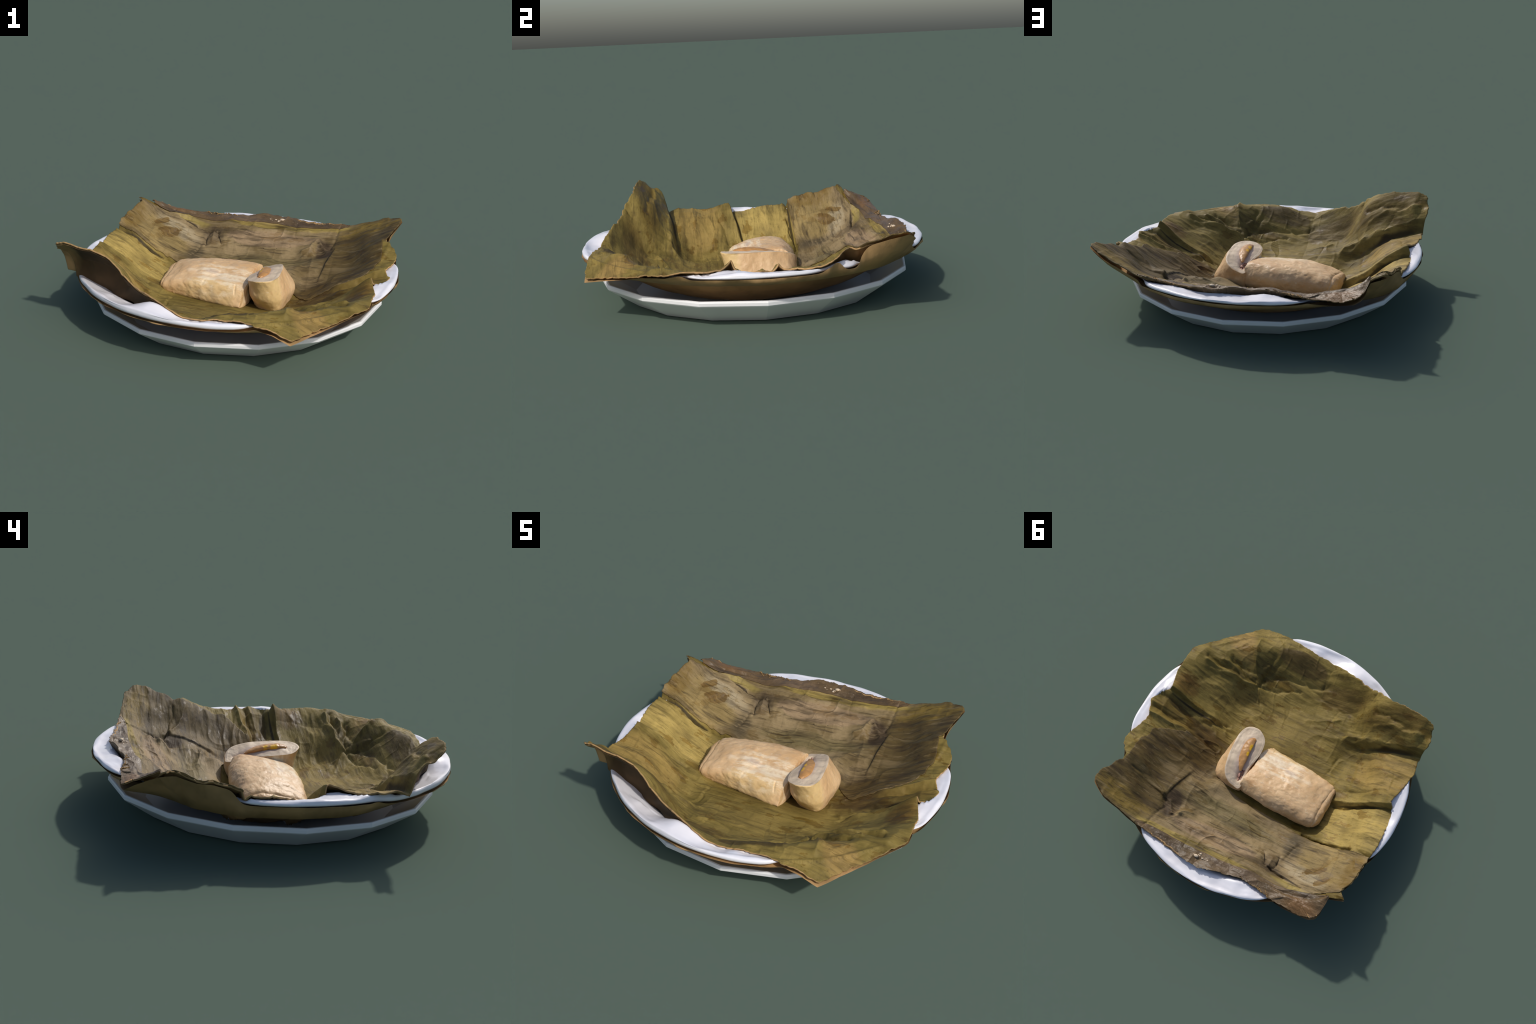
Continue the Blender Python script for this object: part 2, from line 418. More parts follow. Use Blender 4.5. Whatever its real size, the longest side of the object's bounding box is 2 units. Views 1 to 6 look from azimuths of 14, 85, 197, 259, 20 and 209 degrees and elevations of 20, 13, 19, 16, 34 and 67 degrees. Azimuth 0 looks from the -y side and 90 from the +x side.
def leaf_material(name, base, pale, dark, zones, wet, streak, fold_shadows=()):
    """Cooked leaf: fibres along x, soft cloudiness, wet darker blotches, coloured zones."""
    k = Nodes(name)
    warp = k.n("VectorMath", operation="ADD")
    k.link(k.co, warp.inputs[0])
    wob = k.n("TexNoise")
    k.link(k.co, wob.inputs["Vector"])
    wob.inputs["Scale"].default_value = 3.0
    sc = k.n("VectorMath", operation="SCALE")
    k.link(wob.outputs["Color"], sc.inputs[0])
    sc.inputs["Scale"].default_value = 0.035
    k.link(sc.outputs[0], warp.inputs[1])
    w = warp.outputs[0]
    fine = k.noise(1.0, 4, 0.65, vec=k.mapping(scale=(7, 120, 30), vec=w))
    fib = k.noise(1.0, 5, 0.6, vec=k.mapping(scale=(4, 52, 16), vec=w))
    band = k.noise(1.0, 4, 0.6, vec=k.mapping(scale=(2.2, 17, 6), loc=(3, 1, 0), vec=w))
    across = k.noise(1.0, 4, 0.6, vec=k.mapping(scale=(46, 5, 8), vec=w))
    cloud = k.noise(4.5, 6, 0.62)
    col = k.mix(k.ramp(cloud, 0.36, 0.64), srgb(*base), srgb(*pale))
    for x, y, rx, ry, rot, soft, wb, rgb, amount in zones:
        hue = k.mix(k.math("MULTIPLY", k.ramp(cloud, 0.62, 0.38), 0.30), srgb(*rgb), srgb(*dark))
        col = k.mix(k.math("MULTIPLY", k.blob(x, y, rx, ry, rot, soft, wb), amount), col, hue)
    col = k.mix(k.math("MULTIPLY", k.ramp(band, 0.50, 0.66), 0.62 * streak), col, srgb(*dark))
    col = k.mix(k.math("MULTIPLY", k.ramp(band, 0.44, 0.32), 0.30 * streak), col, srgb(*pale))
    col = k.mix(k.math("MULTIPLY", k.ramp(fib, 0.54, 0.68), 0.65 * streak), col, srgb(*dark))
    col = k.mix(k.math("MULTIPLY", k.ramp(fib, 0.46, 0.30), 0.40 * streak), col, srgb(*pale))
    col = k.mix(k.math("MULTIPLY", k.ramp(fine, 0.56, 0.70), 0.38 * streak), col, srgb(*[c * 0.62 for c in dark]))
    col = k.mix(k.math("MULTIPLY", k.ramp(across, 0.58, 0.72), 0.20), col, srgb(*dark))
    # wet blotches with a crisp edge
    wetn = k.noise(1.0, 5, 0.6, vec=k.mapping(scale=(6, 11, 9), loc=(1.7, 0.3, 2)))
    blot = k.ramp(wetn, 0.585, 0.605)
    col = k.mix(k.math("MULTIPLY", blot, wet), col, k.mix(1.0, col, srgb(196, 172, 96), "MULTIPLY"))
    # brown stains and specks
    stain = k.ramp(k.noise(9, 6, 0.7), 0.60, 0.72)
    col = k.mix(k.math("MULTIPLY", stain, 0.40), col, srgb(70, 50, 26))
    spot = k.ramp(k.noise(55, 2, 0.5), 0.72, 0.77)
    col = k.mix(k.math("MULTIPLY", spot, 0.6), col, srgb(46, 36, 20))
    # thin dark lines painted along the folds for the shadow in their gaps
    for x0, y0, x1, y1, half in fold_shadows:
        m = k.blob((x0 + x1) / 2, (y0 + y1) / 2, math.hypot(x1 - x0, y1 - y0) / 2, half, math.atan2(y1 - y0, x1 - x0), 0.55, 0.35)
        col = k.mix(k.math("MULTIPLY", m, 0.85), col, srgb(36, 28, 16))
    nrm = k.bump(fib, 0.45, 0.006)
    nrm = k.bump(fine, 0.30, 0.003, nrm)
    nrm = k.bump(k.noise(34, 5), 0.40, 0.006, nrm)
    rough = k.math("SUBTRACT", 0.64, k.math("MULTIPLY", blot, 0.16))
    return k.finish(col, rough, nrm, 0.24)


# ------------------------------------------------------------------ materials
MAT_LEAF = leaf_material(
    "cooked_leaf", (108, 93, 43), (140, 121, 63), (68, 55, 25),
    [(-0.74, 0.12, 0.34, 0.24, 0.0, 0.4, 0.4, (178, 154, 86), 0.92),
     (-0.76, -0.30, 0.30, 0.20, 0.1, 0.5, 0.5, (166, 139, 76), 0.9),
     (0.52, 0.02, 0.30, 0.17, 0.1, 0.6, 0.7, (82, 62, 32), 0.9),
     (0.76, -0.02, 0.20, 0.12, 0.0, 0.5, 0.5, (126, 104, 48), 0.8),
     (0.13, -0.80, 0.21, 0.075, 0.05, 0.2, 0.2, (76, 60, 30), 0.8),
     (0.42, -0.60, 0.16, 0.12, 0.5, 0.6, 0.6, (84, 72, 32), 0.6),
     (0.62, -0.78, 0.26, 0.12, -0.85, 0.5, 0.3, (160, 132, 74), 0.9),
     (0.10, -0.40, 0.50, 0.16, 0.0, 0.6, 0.4, (142, 122, 64), 0.75),
     (-0.66, -0.62, 0.34, 0.10, 0.1, 0.5, 0.5, (112, 92, 42), 0.8),
     (-0.25, -0.70, 0.24, 0.10, 0.1, 0.5, 0.5, (104, 84, 40), 0.8),
     (0.0, 0.0, 0.50, 0.24, -0.1, 0.4, 0.3, (80, 66, 30), 0.6),
     (0.76, 0.060, 0.22, 0.022, 0.06, 0.4, 0.3, (142, 122, 64), 0.8),
     (0.70, -0.085, 0.22, 0.030, -0.12, 0.4, 0.4, (64, 50, 24), 0.8),
     (0.80, -0.26, 0.12, 0.10, 0.0, 0.5, 0.4, (112, 84, 36), 0.8)], 0.55, 0.75,
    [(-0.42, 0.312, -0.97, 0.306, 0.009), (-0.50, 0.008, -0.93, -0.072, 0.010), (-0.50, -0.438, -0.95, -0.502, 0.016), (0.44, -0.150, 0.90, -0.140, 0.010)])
MAT_UPPER = leaf_material(
    "scorched_leaf", (108, 91, 57), (150, 130, 94), (56, 44, 28),
    [(0.74, 0.46, 0.38, 0.46, 0.0, 0.35, 0.4, (92, 76, 40), 0.95),
     (0.52, 0.12, 0.32, 0.14, 0.1, 0.5, 0.5, (94, 76, 38), 0.95),
     (0.72, 0.70, 0.26, 0.09, -0.15, 0.5, 0.6, (128, 106, 48), 0.85),
     (0.05, 0.43, 0.46, 0.10, 0.0, 0.5, 0.6, (118, 105, 66), 0.8),
     (0.06, 0.64, 0.34, 0.075, 0.04, 0.15, 0.3, (158, 134, 102), 0.85),
     (0.12, 0.768, 0.60, 0.038, 0.02, 0.35, 0.4, (152, 132, 66), 0.9),
     (-0.62, 0.730, 0.26, 0.030, -0.12, 0.4, 0.4, (160, 142, 76), 0.85),
     (-0.70, 0.45, 0.26, 0.22, 0.0, 0.4, 0.5, (152, 130, 80), 0.9),
     (-0.88, 0.47, 0.08, 0.20, 0.0, 0.5, 0.4, (130, 106, 54), 0.9),
     (-0.60, 0.60, 0.22, 0.07, -0.2, 0.6, 0.9, (166, 152, 122), 0.75),
     (-0.42, 0.42, 0.08, 0.15, 0.2, 0.6, 0.6, (80, 70, 50), 0.85), (-0.36, 0.62, 0.10, 0.10, 0.2, 0.5, 0.9, (92, 78, 58), 0.75),
     (-0.64, 0.54, 0.09, 0.030, 0.6, 0.10, 1.6, (118, 92, 44), 0.9),
     (-0.72, 0.60, 0.06, 0.022, 0.9, 0.10, 1.6, (122, 96, 48), 0.9),
     (0.44, 0.56, 0.07, 0.14, 0.2, 0.35, 0.6, (70, 56, 40), 0.9)], 0.35, 1.0,
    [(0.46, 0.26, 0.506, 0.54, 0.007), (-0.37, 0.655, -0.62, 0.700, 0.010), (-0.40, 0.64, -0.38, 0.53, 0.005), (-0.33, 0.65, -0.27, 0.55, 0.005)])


def brown_material():
    k = Nodes("dried_brown_leaf")
    fib = k.noise(1.0, 5, 0.6, vec=k.mapping(scale=(6, 40, 10)))
    col = k.mix(k.ramp(k.noise(7, 5), 0.3, 0.7), srgb(78, 63, 42), srgb(106, 85, 56))
    col = k.mix(k.math("MULTIPLY", k.blob(-0.68, 0.82, 0.16, 0.08, 0, 0.7, 0.3), 0.7), col, srgb(124, 90, 52))
    col = k.mix(k.math("MULTIPLY", k.blob(-0.20, 0.80, 0.22, 0.07, 0, 0.6, 0.6), 0.6), col, srgb(108, 90, 70))
    col = k.mix(k.math("MULTIPLY", k.ramp(fib, 0.54, 0.70), 0.5), col, srgb(60, 44, 30))
    crumb = k.ramp(k.noise(70, 2), 0.68, 0.74)
    col = k.mix(k.math("MULTIPLY", crumb, k.blob(0.08, 0.82, 0.22, 0.05, 0, 0.6)), col, srgb(178, 160, 136))
    nrm = k.bump(fib, 0.5, 0.006)
    nrm = k.bump(k.noise(60, 4), 0.4, 0.006, nrm)
    return k.finish(col, 0.45, nrm, 0.4)


def underside_material():
    k = Nodes("pale_leaf_underside")
    fib = k.noise(1.0, 4, 0.6, vec=k.mapping(scale=(9, 9, 2)))
    col = k.mix(k.ramp(k.noise(4, 4), 0.3, 0.7), srgb(150, 122, 82), srgb(190, 152, 104))
    col = k.mix(k.math("MULTIPLY", k.ramp(fib, 0.5, 0.72), 0.35), col, srgb(120, 96, 62))
    return k.finish(col, 0.75, k.bump(k.noise(1.0, 4, vec=k.mapping(scale=(30, 30, 5))), 0.3, 0.01), 0.2)


def glaze_material():
    k = Nodes("white_glaze")
    col = k.mix(k.ramp(k.noise(3.2, 3), 0.35, 0.7), srgb(230, 228, 232), srgb(240, 240, 246))
    return k.finish(col, 0.28, k.bump(k.noise(6, 3), 0.25, 0.02), 0.5)


def foot_material():
    k = Nodes("white_foot")
    col = k.mix(k.ramp(k.noise(2.0, 3), 0.3, 0.7), srgb(226, 226, 226), srgb(236, 236, 236))
    return k.finish(col, 0.4, None, 0.4)


def masa_material():
    k = Nodes("steamed_masa")
    soft = k.noise(6, 5)
    col = k.mix(k.ramp(soft, 0.3, 0.7), srgb(208, 169, 120), srgb(226, 191, 145))
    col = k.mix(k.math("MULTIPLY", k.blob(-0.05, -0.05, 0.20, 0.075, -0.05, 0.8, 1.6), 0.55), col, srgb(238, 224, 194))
    col = k.mix(k.math("MULTIPLY", k.blob(-0.15, -0.025, 0.12, 0.032, -0.15, 0.8, 1.2), 0.65), col, srgb(182, 164, 150))
    col = k.mix(k.math("MULTIPLY", k.blob(-0.20, -0.17, 0.32, 0.09, 0.1, 0.5, 0.3), 0.6), col, srgb(220, 190, 132))
    col = k.mix(k.math("MULTIPLY", k.blob(0.24, -0.16, 0.14, 0.07, 0.3, 0.6, 0.3), 0.6), col, srgb(222, 194, 130))
    col = k.mix(k.math("MULTIPLY", k.ramp(k.noise(8, 5, 0.6, vec=k.mapping(loc=(4, 2, 7))), 0.56, 0.72), 0.55), col, srgb(188, 140, 88))
    col = k.mix(k.math("MULTIPLY", k.ramp(k.noise(11, 5, 0.6, vec=k.mapping(loc=(1, 9, 3))), 0.62, 0.74), 0.45), col, srgb(176, 158, 138))
    grain = k.noise(1.0, 5, 0.6, vec=k.mapping(scale=(26, 60, 40), rot=0.12))
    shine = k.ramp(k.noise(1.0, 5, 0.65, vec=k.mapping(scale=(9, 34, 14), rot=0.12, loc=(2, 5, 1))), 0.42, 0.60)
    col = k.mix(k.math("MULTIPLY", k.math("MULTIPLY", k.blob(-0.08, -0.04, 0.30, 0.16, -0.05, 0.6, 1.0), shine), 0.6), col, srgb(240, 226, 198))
    col = k.mix(k.math("MULTIPLY", k.ramp(grain, 0.60, 0.74), 0.45), col, srgb(242, 226, 196))
    col = k.mix(k.math("MULTIPLY", k.ramp(grain, 0.42, 0.26), 0.35), col, srgb(190, 148, 106))
    pore = k.ramp(k.noise(46, 2), 0.75, 0.80)
    col = k.mix(k.math("MULTIPLY", pore, 0.6), col, srgb(150, 110, 74))
    nrm = k.bump(grain, 0.35, 0.006)
    nrm = k.bump(k.noise(16, 5), 0.35, 0.012, nrm)
    k.bsdf.inputs["Subsurface Weight"].default_value = 0.08
    k.bsdf.inputs["Subsurface Radius"].default_value = (0.03, 0.015, 0.008)
    return k.finish(col, k.math("ADD", 0.30, k.math("MULTIPLY", soft, 0.3)), nrm, 0.45)


def cut_material():
    k = Nodes("cut_masa")
    col = k.mix(k.ramp(k.noise(12, 4), 0.3, 0.7), srgb(202, 180, 152), srgb(218, 198, 170))
    col = k.mix(k.math("MULTIPLY", k.blob(0.165, 0.02, 0.065, 0.19, 0.1, 0.5, 0.3), 0.5), col, srgb(200, 170, 156))
    return k.finish(col, 0.5, k.bump(k.noise(60, 4), 0.25, 0.004), 0.35)


def filling_material():
    k = Nodes("bean_filling")
    col = k.mix(k.ramp(k.noise(14, 4), 0.3, 0.7), srgb(168, 122, 72), srgb(192, 144, 88))
    y = k.math("MAXIMUM", k.blob(0.150, -0.045, 0.018, 0.030, 0.2, 0.5, 0.6), k.blob(0.152, 0.005, 0.012, 0.020, 0.2, 0.5, 0.6))
    col = k.mix(y, col, srgb(232, 178, 40))
    return k.finish(col, 0.4, k.bump(k.noise(50, 4), 0.4, 0.005), 0.4)


def shreds_material():
    k = Nodes("meat_shreds")
    col = k.mix(k.ramp(k.noise(30, 4), 0.35, 0.65), srgb(120, 78, 62), srgb(206, 162, 146))
    return k.finish(col, 0.5, k.bump(k.noise(60, 4), 0.5, 0.006), 0.35)


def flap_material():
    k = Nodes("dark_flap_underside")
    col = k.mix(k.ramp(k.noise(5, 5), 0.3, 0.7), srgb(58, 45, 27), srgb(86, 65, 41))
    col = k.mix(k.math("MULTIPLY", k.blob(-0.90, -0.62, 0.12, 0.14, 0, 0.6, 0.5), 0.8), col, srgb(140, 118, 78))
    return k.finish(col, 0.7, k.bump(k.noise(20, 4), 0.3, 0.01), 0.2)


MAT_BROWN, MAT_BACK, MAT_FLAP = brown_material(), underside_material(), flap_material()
MAT_GLAZE, MAT_FOOT = glaze_material(), foot_material()
MAT_MASA, MAT_CUT, MAT_FILL, MAT_SHRED = masa_material(), cut_material(), filling_material(), shreds_material()


def thing(name, label, category):
    e = bpy.data.objects.new(name, None)
    bpy.context.scene.collection.objects.link(e)
    e["label"], e["category"] = label, category
    return e


edge_loop = np.array(SOUTH_EDGE + EAST_EDGE + NORTH_EAST_EDGE + NORTH_EDGE + WEST_EDGE)
ea, er = np.arctan2(edge_loop[:, 1], edge_loop[:, 0]), np.hypot(edge_loop[:, 0], edge_loop[:, 1])
order = np.argsort(ea)
ea, er, ez = ea[order], er[order], edge_loop[order, 2]
ea, er, ez = np.r_[ea[-1] - math.tau, ea, ea[0] + math.tau], np.r_[er[-1], er, er[0]], np.r_[ez[-1], ez, ez[0]]


def overhang(ang):
    """Edge radius and height of the leaf in a direction, and how much it hides the rim there."""
    r, z = np.interp(ang, ea, er), np.interp(ang, ea, ez)
    o = sstep(0.975, 0.995, r) * (z < 0.47)
    o = o * (1 - sstep(-2.85, -2.75, ang) * sstep(-1.75, -1.85, ang))          # the free corner stands clear of the rim
    return r, z, o


# ------------------------------------------------------------------ plate
plate = thing("plate", "round white glazed plate standing in a faceted white saucer", "plate")
seg = 256
th = np.linspace(0, 2 * np.pi, seg, endpoint=False)
prof_r = np.concatenate([np.linspace(0.02, 0.86, 40), np.linspace(0.87, 0.982, 26)])
R = prof_r[:, None] * np.ones(seg)[None]
swing = np.angle(np.exp(1j * th))
hide = overhang(swing)[2]
for _ in range(5):
    hide = (np.roll(hide, 1) + hide + np.roll(hide, -1)) / 3
R = R * (1 - 0.055 * hide[None] * sstep(0.80, 0.98, R))                       # the leaf hangs over the rim here
X0, Y0 = R * np.cos(th), R * np.sin(th)
under_leaf = leaf_z(X0, Y0) - 0.009 - 0.004 * sstep(0.28, 0.34, Y0)
under_leaf = np.min([np.roll(np.roll(np.pad(under_leaf, ((1, 1), (0, 0)), 'edge'), i, 0)[1:-1], j, 1) for i in (-1, 0, 1) for j in (-1, 0, 1)], 0)
Z = np.where((R < 0.87) | (hide[None] > 0.3), np.minimum(dish_z(R), np.maximum(under_leaf, 0.020)), dish_z(R))
# the lip is uneven: it rises to meet the leaf that rests on it
rest_r, rest_z, _ = overhang(swing)
rest_r = np.minimum(rest_r, 0.965)
gap = rest_z - 0.012 - dish_z(rest_r)
gap = np.clip(gap, 0, 0.05) * sstep(0.10, 0.06, gap) * (1 - hide)
for _ in range(3):
    gap = (np.roll(gap, 1) + gap + np.roll(gap, -1)) / 3
swell = gap[None] * sstep(0.80, 0.90, R) * np.clip((0.985 - R) / (0.985 - rest_r[None]), 0, 1)
Z = Z + swell
inside = R < overhang(swing)[0][None] - 0.006
Z = np.where(inside, np.minimum(Z, np.maximum(under_leaf, 0.020)), Z)
wav = fbm(np.cos(th) * 3.0, np.sin(th) * 3.0, 2.0)[None] * sstep(0.80, 0.90, R)
X0, Y0 = R * np.cos(th), R * np.sin(th)
Z = Z + 0.012 * wav * sstep(1.02, 0.94, R) * ~inside + 0.007 * fbm(X0 * 6, Y0 * 6, 4) * sstep(0.80, 0.88, R) * sstep(0.985, 0.96, R) * ~inside
# rolled rim; the glazed outer face shows deepest on the south-west side
deep = 0.014 * sstep(-2.9, -2.6, np.angle(np.exp(1j * th))) * sstep(-1.0, -1.5, np.angle(np.exp(1j * th)))
roll = [(0.986, 0.303, 0.0), (0.989, 0.299, 0.2), (0.988, 0.293, 0.8), (0.983, 0.288, 1.0), (0.965, 0.284, 0.6), (0.900, 0.264, 0.0)]
R = R * (1 + 0.006 * vnoise(np.cos(th) * 7, np.sin(th) * 7, 8.0)[None] * sstep(0.9, 0.97, R))
Rx = np.vstack([R] + [(r * (1 - 0.055 * hide) + 0.003 * vnoise(np.cos(th) * 9, np.sin(th) * 9, 5.0))[None] for r, z, k in roll])
Zx = np.vstack([Z] + [np.minimum(z - k * deep, Z[-1] - 0.003)[None] for r, z, k in roll])
V = np.stack([Rx * np.cos(th), Rx * np.sin(th), Zx], -1).reshape(-1, 3)
dish = make_mesh("dish", V, grid_faces(len(Rx), seg, True, flip=True), [MAT_GLAZE])
dish.parent = plate

# open sixteen-sided saucer the plate stands in
rings = [(0.02, 0.0), (0.722, 0.0), (0.731, 0.002), (0.900, 0.119), (0.906, 0.126), (0.906, 0.141), (0.901, 0.149), (0.893, 0.150),
         (0.885, 0.146), (0.700, 0.026), (0.02, 0.020)]
fa = np.arange(16) * math.tau / 16
V = []
for r, z in rings:
    V += [(r * math.cos(a), r * math.sin(a), z) for a in fa]
F = [tuple(f) for f in grid_faces(len(rings), 16, True)] + [tuple(range(16))[::-1]]
n0 = (len(rings) - 1) * 16
F.append(tuple(range(n0, n0 + 16)))
saucer = make_mesh("saucer", V, F, [MAT_FOOT], smooth=False)
saucer.parent = plate

# ------------------------------------------------------------------ leaves
leaf = thing("banana_leaf", "creased cooked banana leaves unfolded over the plate", "leaf wrapper")

LOWER = SOUTH_EDGE + EAST_EDGE + [(0.860, 0.430), (0.850, 0.550), (0.800, 0.680), (0.600, 0.790), (0.300, 0.830), (0.0, 0.860),
                                  (-0.30, 0.800), (-0.60, 0.790), (-0.800, 0.700)] + WEST_EDGE
UPPER_SOUTH = [(-0.924, 0.318), (-0.80, 0.316), (-0.62, 0.320), (-0.45, 0.325), (-0.30, 0.300), (-0.12, 0.285), (0.05, 0.275), (0.20, 0.250),
               (0.34, 0.130), (0.42, 0.030), (0.62, 0.030), (0.74, 0.090), (0.826, 0.150), (0.822, 0.197), (0.852, 0.258), (0.845, 0.330)]
UPPER = UPPER_SOUTH + NORTH_EAST_EDGE + [(0.431, 0.838), (0.30, 0.845), (0.10, 0.870), (-0.04, 0.865), (-0.25, 0.815), (-0.36, 0.770), (-0.50, 0.760),
                                         (-0.62, 0.735), (-0.75, 0.690), (-0.868, 0.640)] + [(x, y) for x, y, z in WEST_EDGE[2:5]]
UPPER = [(p[0], p[1], 0) for p in UPPER]
LOWER = [(p[0], p[1], 0) for p in LOWER]


def tuck(x, y):
    """How far the lower leaf sinks where the upper one lies on it."""
    inside = sstep(0.30, 0.36, y - 0.0 * x) * sstep(0.95, 0.80, np.hypot(x, y))
    return 0.003 * inside


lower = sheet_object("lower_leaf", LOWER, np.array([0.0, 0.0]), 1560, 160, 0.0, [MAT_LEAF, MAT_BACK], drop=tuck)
solidify(lower, 0.008, 1, 1)
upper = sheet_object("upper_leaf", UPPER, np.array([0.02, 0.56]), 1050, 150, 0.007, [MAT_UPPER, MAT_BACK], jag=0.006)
solidify(upper, 0.006, 1, 0)

# dried brown margin along the north edge, ending in the broad flap
SEAM = [(0.560, 0.800), (0.512, 0.788), (0.387, 0.782), (0.237, 0.785), (0.132, 0.784), (0.051, 0.781), (-0.089, 0.776), (-0.221, 0.760),
        (-0.296, 0.747), (-0.400, 0.749), (-0.461, 0.754), (-0.558, 0.745), (-0.690, 0.715), (-0.800, 0.690)]
OUTER = [(0.565, 0.819), (0.431, 0.840), (0.316, 0.857), (0.178, 0.885), (0.066, 0.896), (-0.000, 0.892), (-0.134, 0.854), (-0.267, 0.830),
         (-0.360, 0.838), (-0.442, 0.854), (-0.518, 0.861), (-0.664, 0.864), (-0.761, 0.858), (-0.808, 0.815), (-0.824, 0.700)]
na, nb = 700, 60
a, b = catmull(SEAM, na, False), catmull(OUTER, na, False)
s = np.linspace(0, 1, na)
b = b + (0.004 * vnoise(s * 60, 2.0) + 0.003 * vnoise(s * 160, 7.0))[:, None] * np.array([0.2, 1.0])
q = np.linspace(0, 1, nb)[:, None]
X = a[None, :, 0] * (1 - q) + b[None, :, 0] * q
Y = a[None, :, 1] * (1 - q) + b[None, :, 1] * q
west_part = sstep(-0.40, -0.55, X)
Z = leaf_z(X, Y) + 0.012
Z = Z + 0.012 * west_part * np.sin(np.pi * q) ** 2 + 0.004 * fbm(X * 14, Y * 14, 2) * np.sin(np.pi * q)
Z = Z - 0.010 * west_part * np.exp(-((q - 0.25) / 0.1) ** 2)
# folded-down hem reaching the plate
hem_r = np.hypot(X[-1], Y[-1])
low = np.minimum(dish_z(hem_r) + 0.004, Z[-1] - 0.004)
hang = sstep(0.52, 0.42, X[-1]) * sstep(-0.40, -0.32, X[-1])
for f in np.linspace(0.12, 1, 8):
    pull = 1 - 0.030 * f * hang
    X, Y = np.vstack([X, (b[:, 0] * pull)[None]]), np.vstack([Y, (b[:, 1] * pull)[None]])
    Z = np.vstack([Z, (Z[nb - 1] + (low - Z[nb - 1]) * f * hang - 0.0005 * f)[None]])
margin = make_mesh("dried_margin", np.stack([X, Y, Z], -1).reshape(-1, 3), grid_faces(nb + 8, na, False, flip=True), [MAT_BROWN, MAT_BACK])
solidify(margin, 0.006, 1, 0)

# stained underside of the plate and of the leaf where it hangs over the rim
n = 720
ang = np.linspace(-np.pi, np.pi, n, endpoint=False)
le_r, le_z, over = overhang(ang)
for _ in range(6):
    over = (np.roll(over, 1) + over + np.roll(over, -1)) / 3
top_r = 0.991 + 0.004 * vnoise(np.cos(ang) * 11, np.sin(ang) * 11, 2.0) + (np.maximum(le_r, 0.990) + 0.003 - 0.991) * over
top_z = 0.286 - 0.020 * sstep(-2.9, -2.6, ang) * sstep(-1.0, -1.5, ang) + (le_z - 0.014 - 0.286) * over
ripple = fbm(np.cos(ang) * 5, np.sin(ang) * 5, 6.0)
west = np.abs(np.angle(np.exp(1j * (ang - math.radians(172)))))
drape = sstep(math.radians(42), math.radians(16), west)
rows = [(top_r, top_z), (top_r * 0.55 + 0.955 * 0.45 + 0.010 * (1 + ripple), top_z * 0.55 + (0.255 - 0.015 * drape) * 0.45), (0.950 + 0 * ang + 0.006 * ripple, 0.246 - 0.030 * drape)]
radii = np.r_[np.linspace(0.925, 0.80, 10), np.linspace(0.77, 0.05, 24)]
xs, ys = radii[:, None] * np.cos(ang), radii[:, None] * np.sin(ang)
belly = leaf_z(xs, ys)
belly = np.min([np.roll(np.pad(belly, ((1, 1), (0, 0)), "edge")[1 + i:len(radii) + 1 + i], j, 1) for i in (-1, 0, 1) for j in (-2, 0, 2)], 0)
belly = np.minimum(dish_z(radii)[:, None], np.maximum(belly - 0.009 - 0.004 * sstep(0.28, 0.34, ys), 0.028)) - 0.004 - 0.020 * sstep(0.80, 0.86, radii)[:, None]
for r, b_ in zip(radii, belly):
    hang_z = np.interp(r, [0.0, 0.80, 0.85, 0.90, 0.915, 0.94, 0.97, 1.0], [0.13, 0.13, 0.135, 0.158, 0.175, 0.208, 0.255, 0.285])
    b_ = b_ + (np.minimum(b_, hang_z) - b_) * drape * 0.55                  # leaf layer hanging down on the west side
    rows.append((r + 0 * ang, np.maximum(b_, 0.022)))
rr, zz = np.array([q[0] for q in rows]), np.array([q[1] for q in rows])
skirt = make_mesh("plate_underside", np.stack([rr * np.cos(ang), rr * np.sin(ang), zz], -1).reshape(-1, 3),
                  grid_faces(len(rows), n, True), [MAT_BACK])
skirt.parent = plate

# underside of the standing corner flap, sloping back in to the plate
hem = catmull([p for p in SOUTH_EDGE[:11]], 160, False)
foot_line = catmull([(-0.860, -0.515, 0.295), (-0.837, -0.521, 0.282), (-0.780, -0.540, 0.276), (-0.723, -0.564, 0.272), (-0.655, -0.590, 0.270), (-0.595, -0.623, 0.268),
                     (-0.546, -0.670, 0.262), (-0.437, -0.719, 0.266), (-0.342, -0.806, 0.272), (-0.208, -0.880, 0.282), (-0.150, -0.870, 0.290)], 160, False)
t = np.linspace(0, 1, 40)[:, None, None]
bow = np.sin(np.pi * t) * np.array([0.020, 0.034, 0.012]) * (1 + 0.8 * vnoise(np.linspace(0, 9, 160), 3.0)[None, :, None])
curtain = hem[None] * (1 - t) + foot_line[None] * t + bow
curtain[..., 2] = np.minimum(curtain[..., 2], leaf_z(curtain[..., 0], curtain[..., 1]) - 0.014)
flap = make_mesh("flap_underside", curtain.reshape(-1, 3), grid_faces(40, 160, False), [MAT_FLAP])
solidify(flap, 0.004, 0, 0)
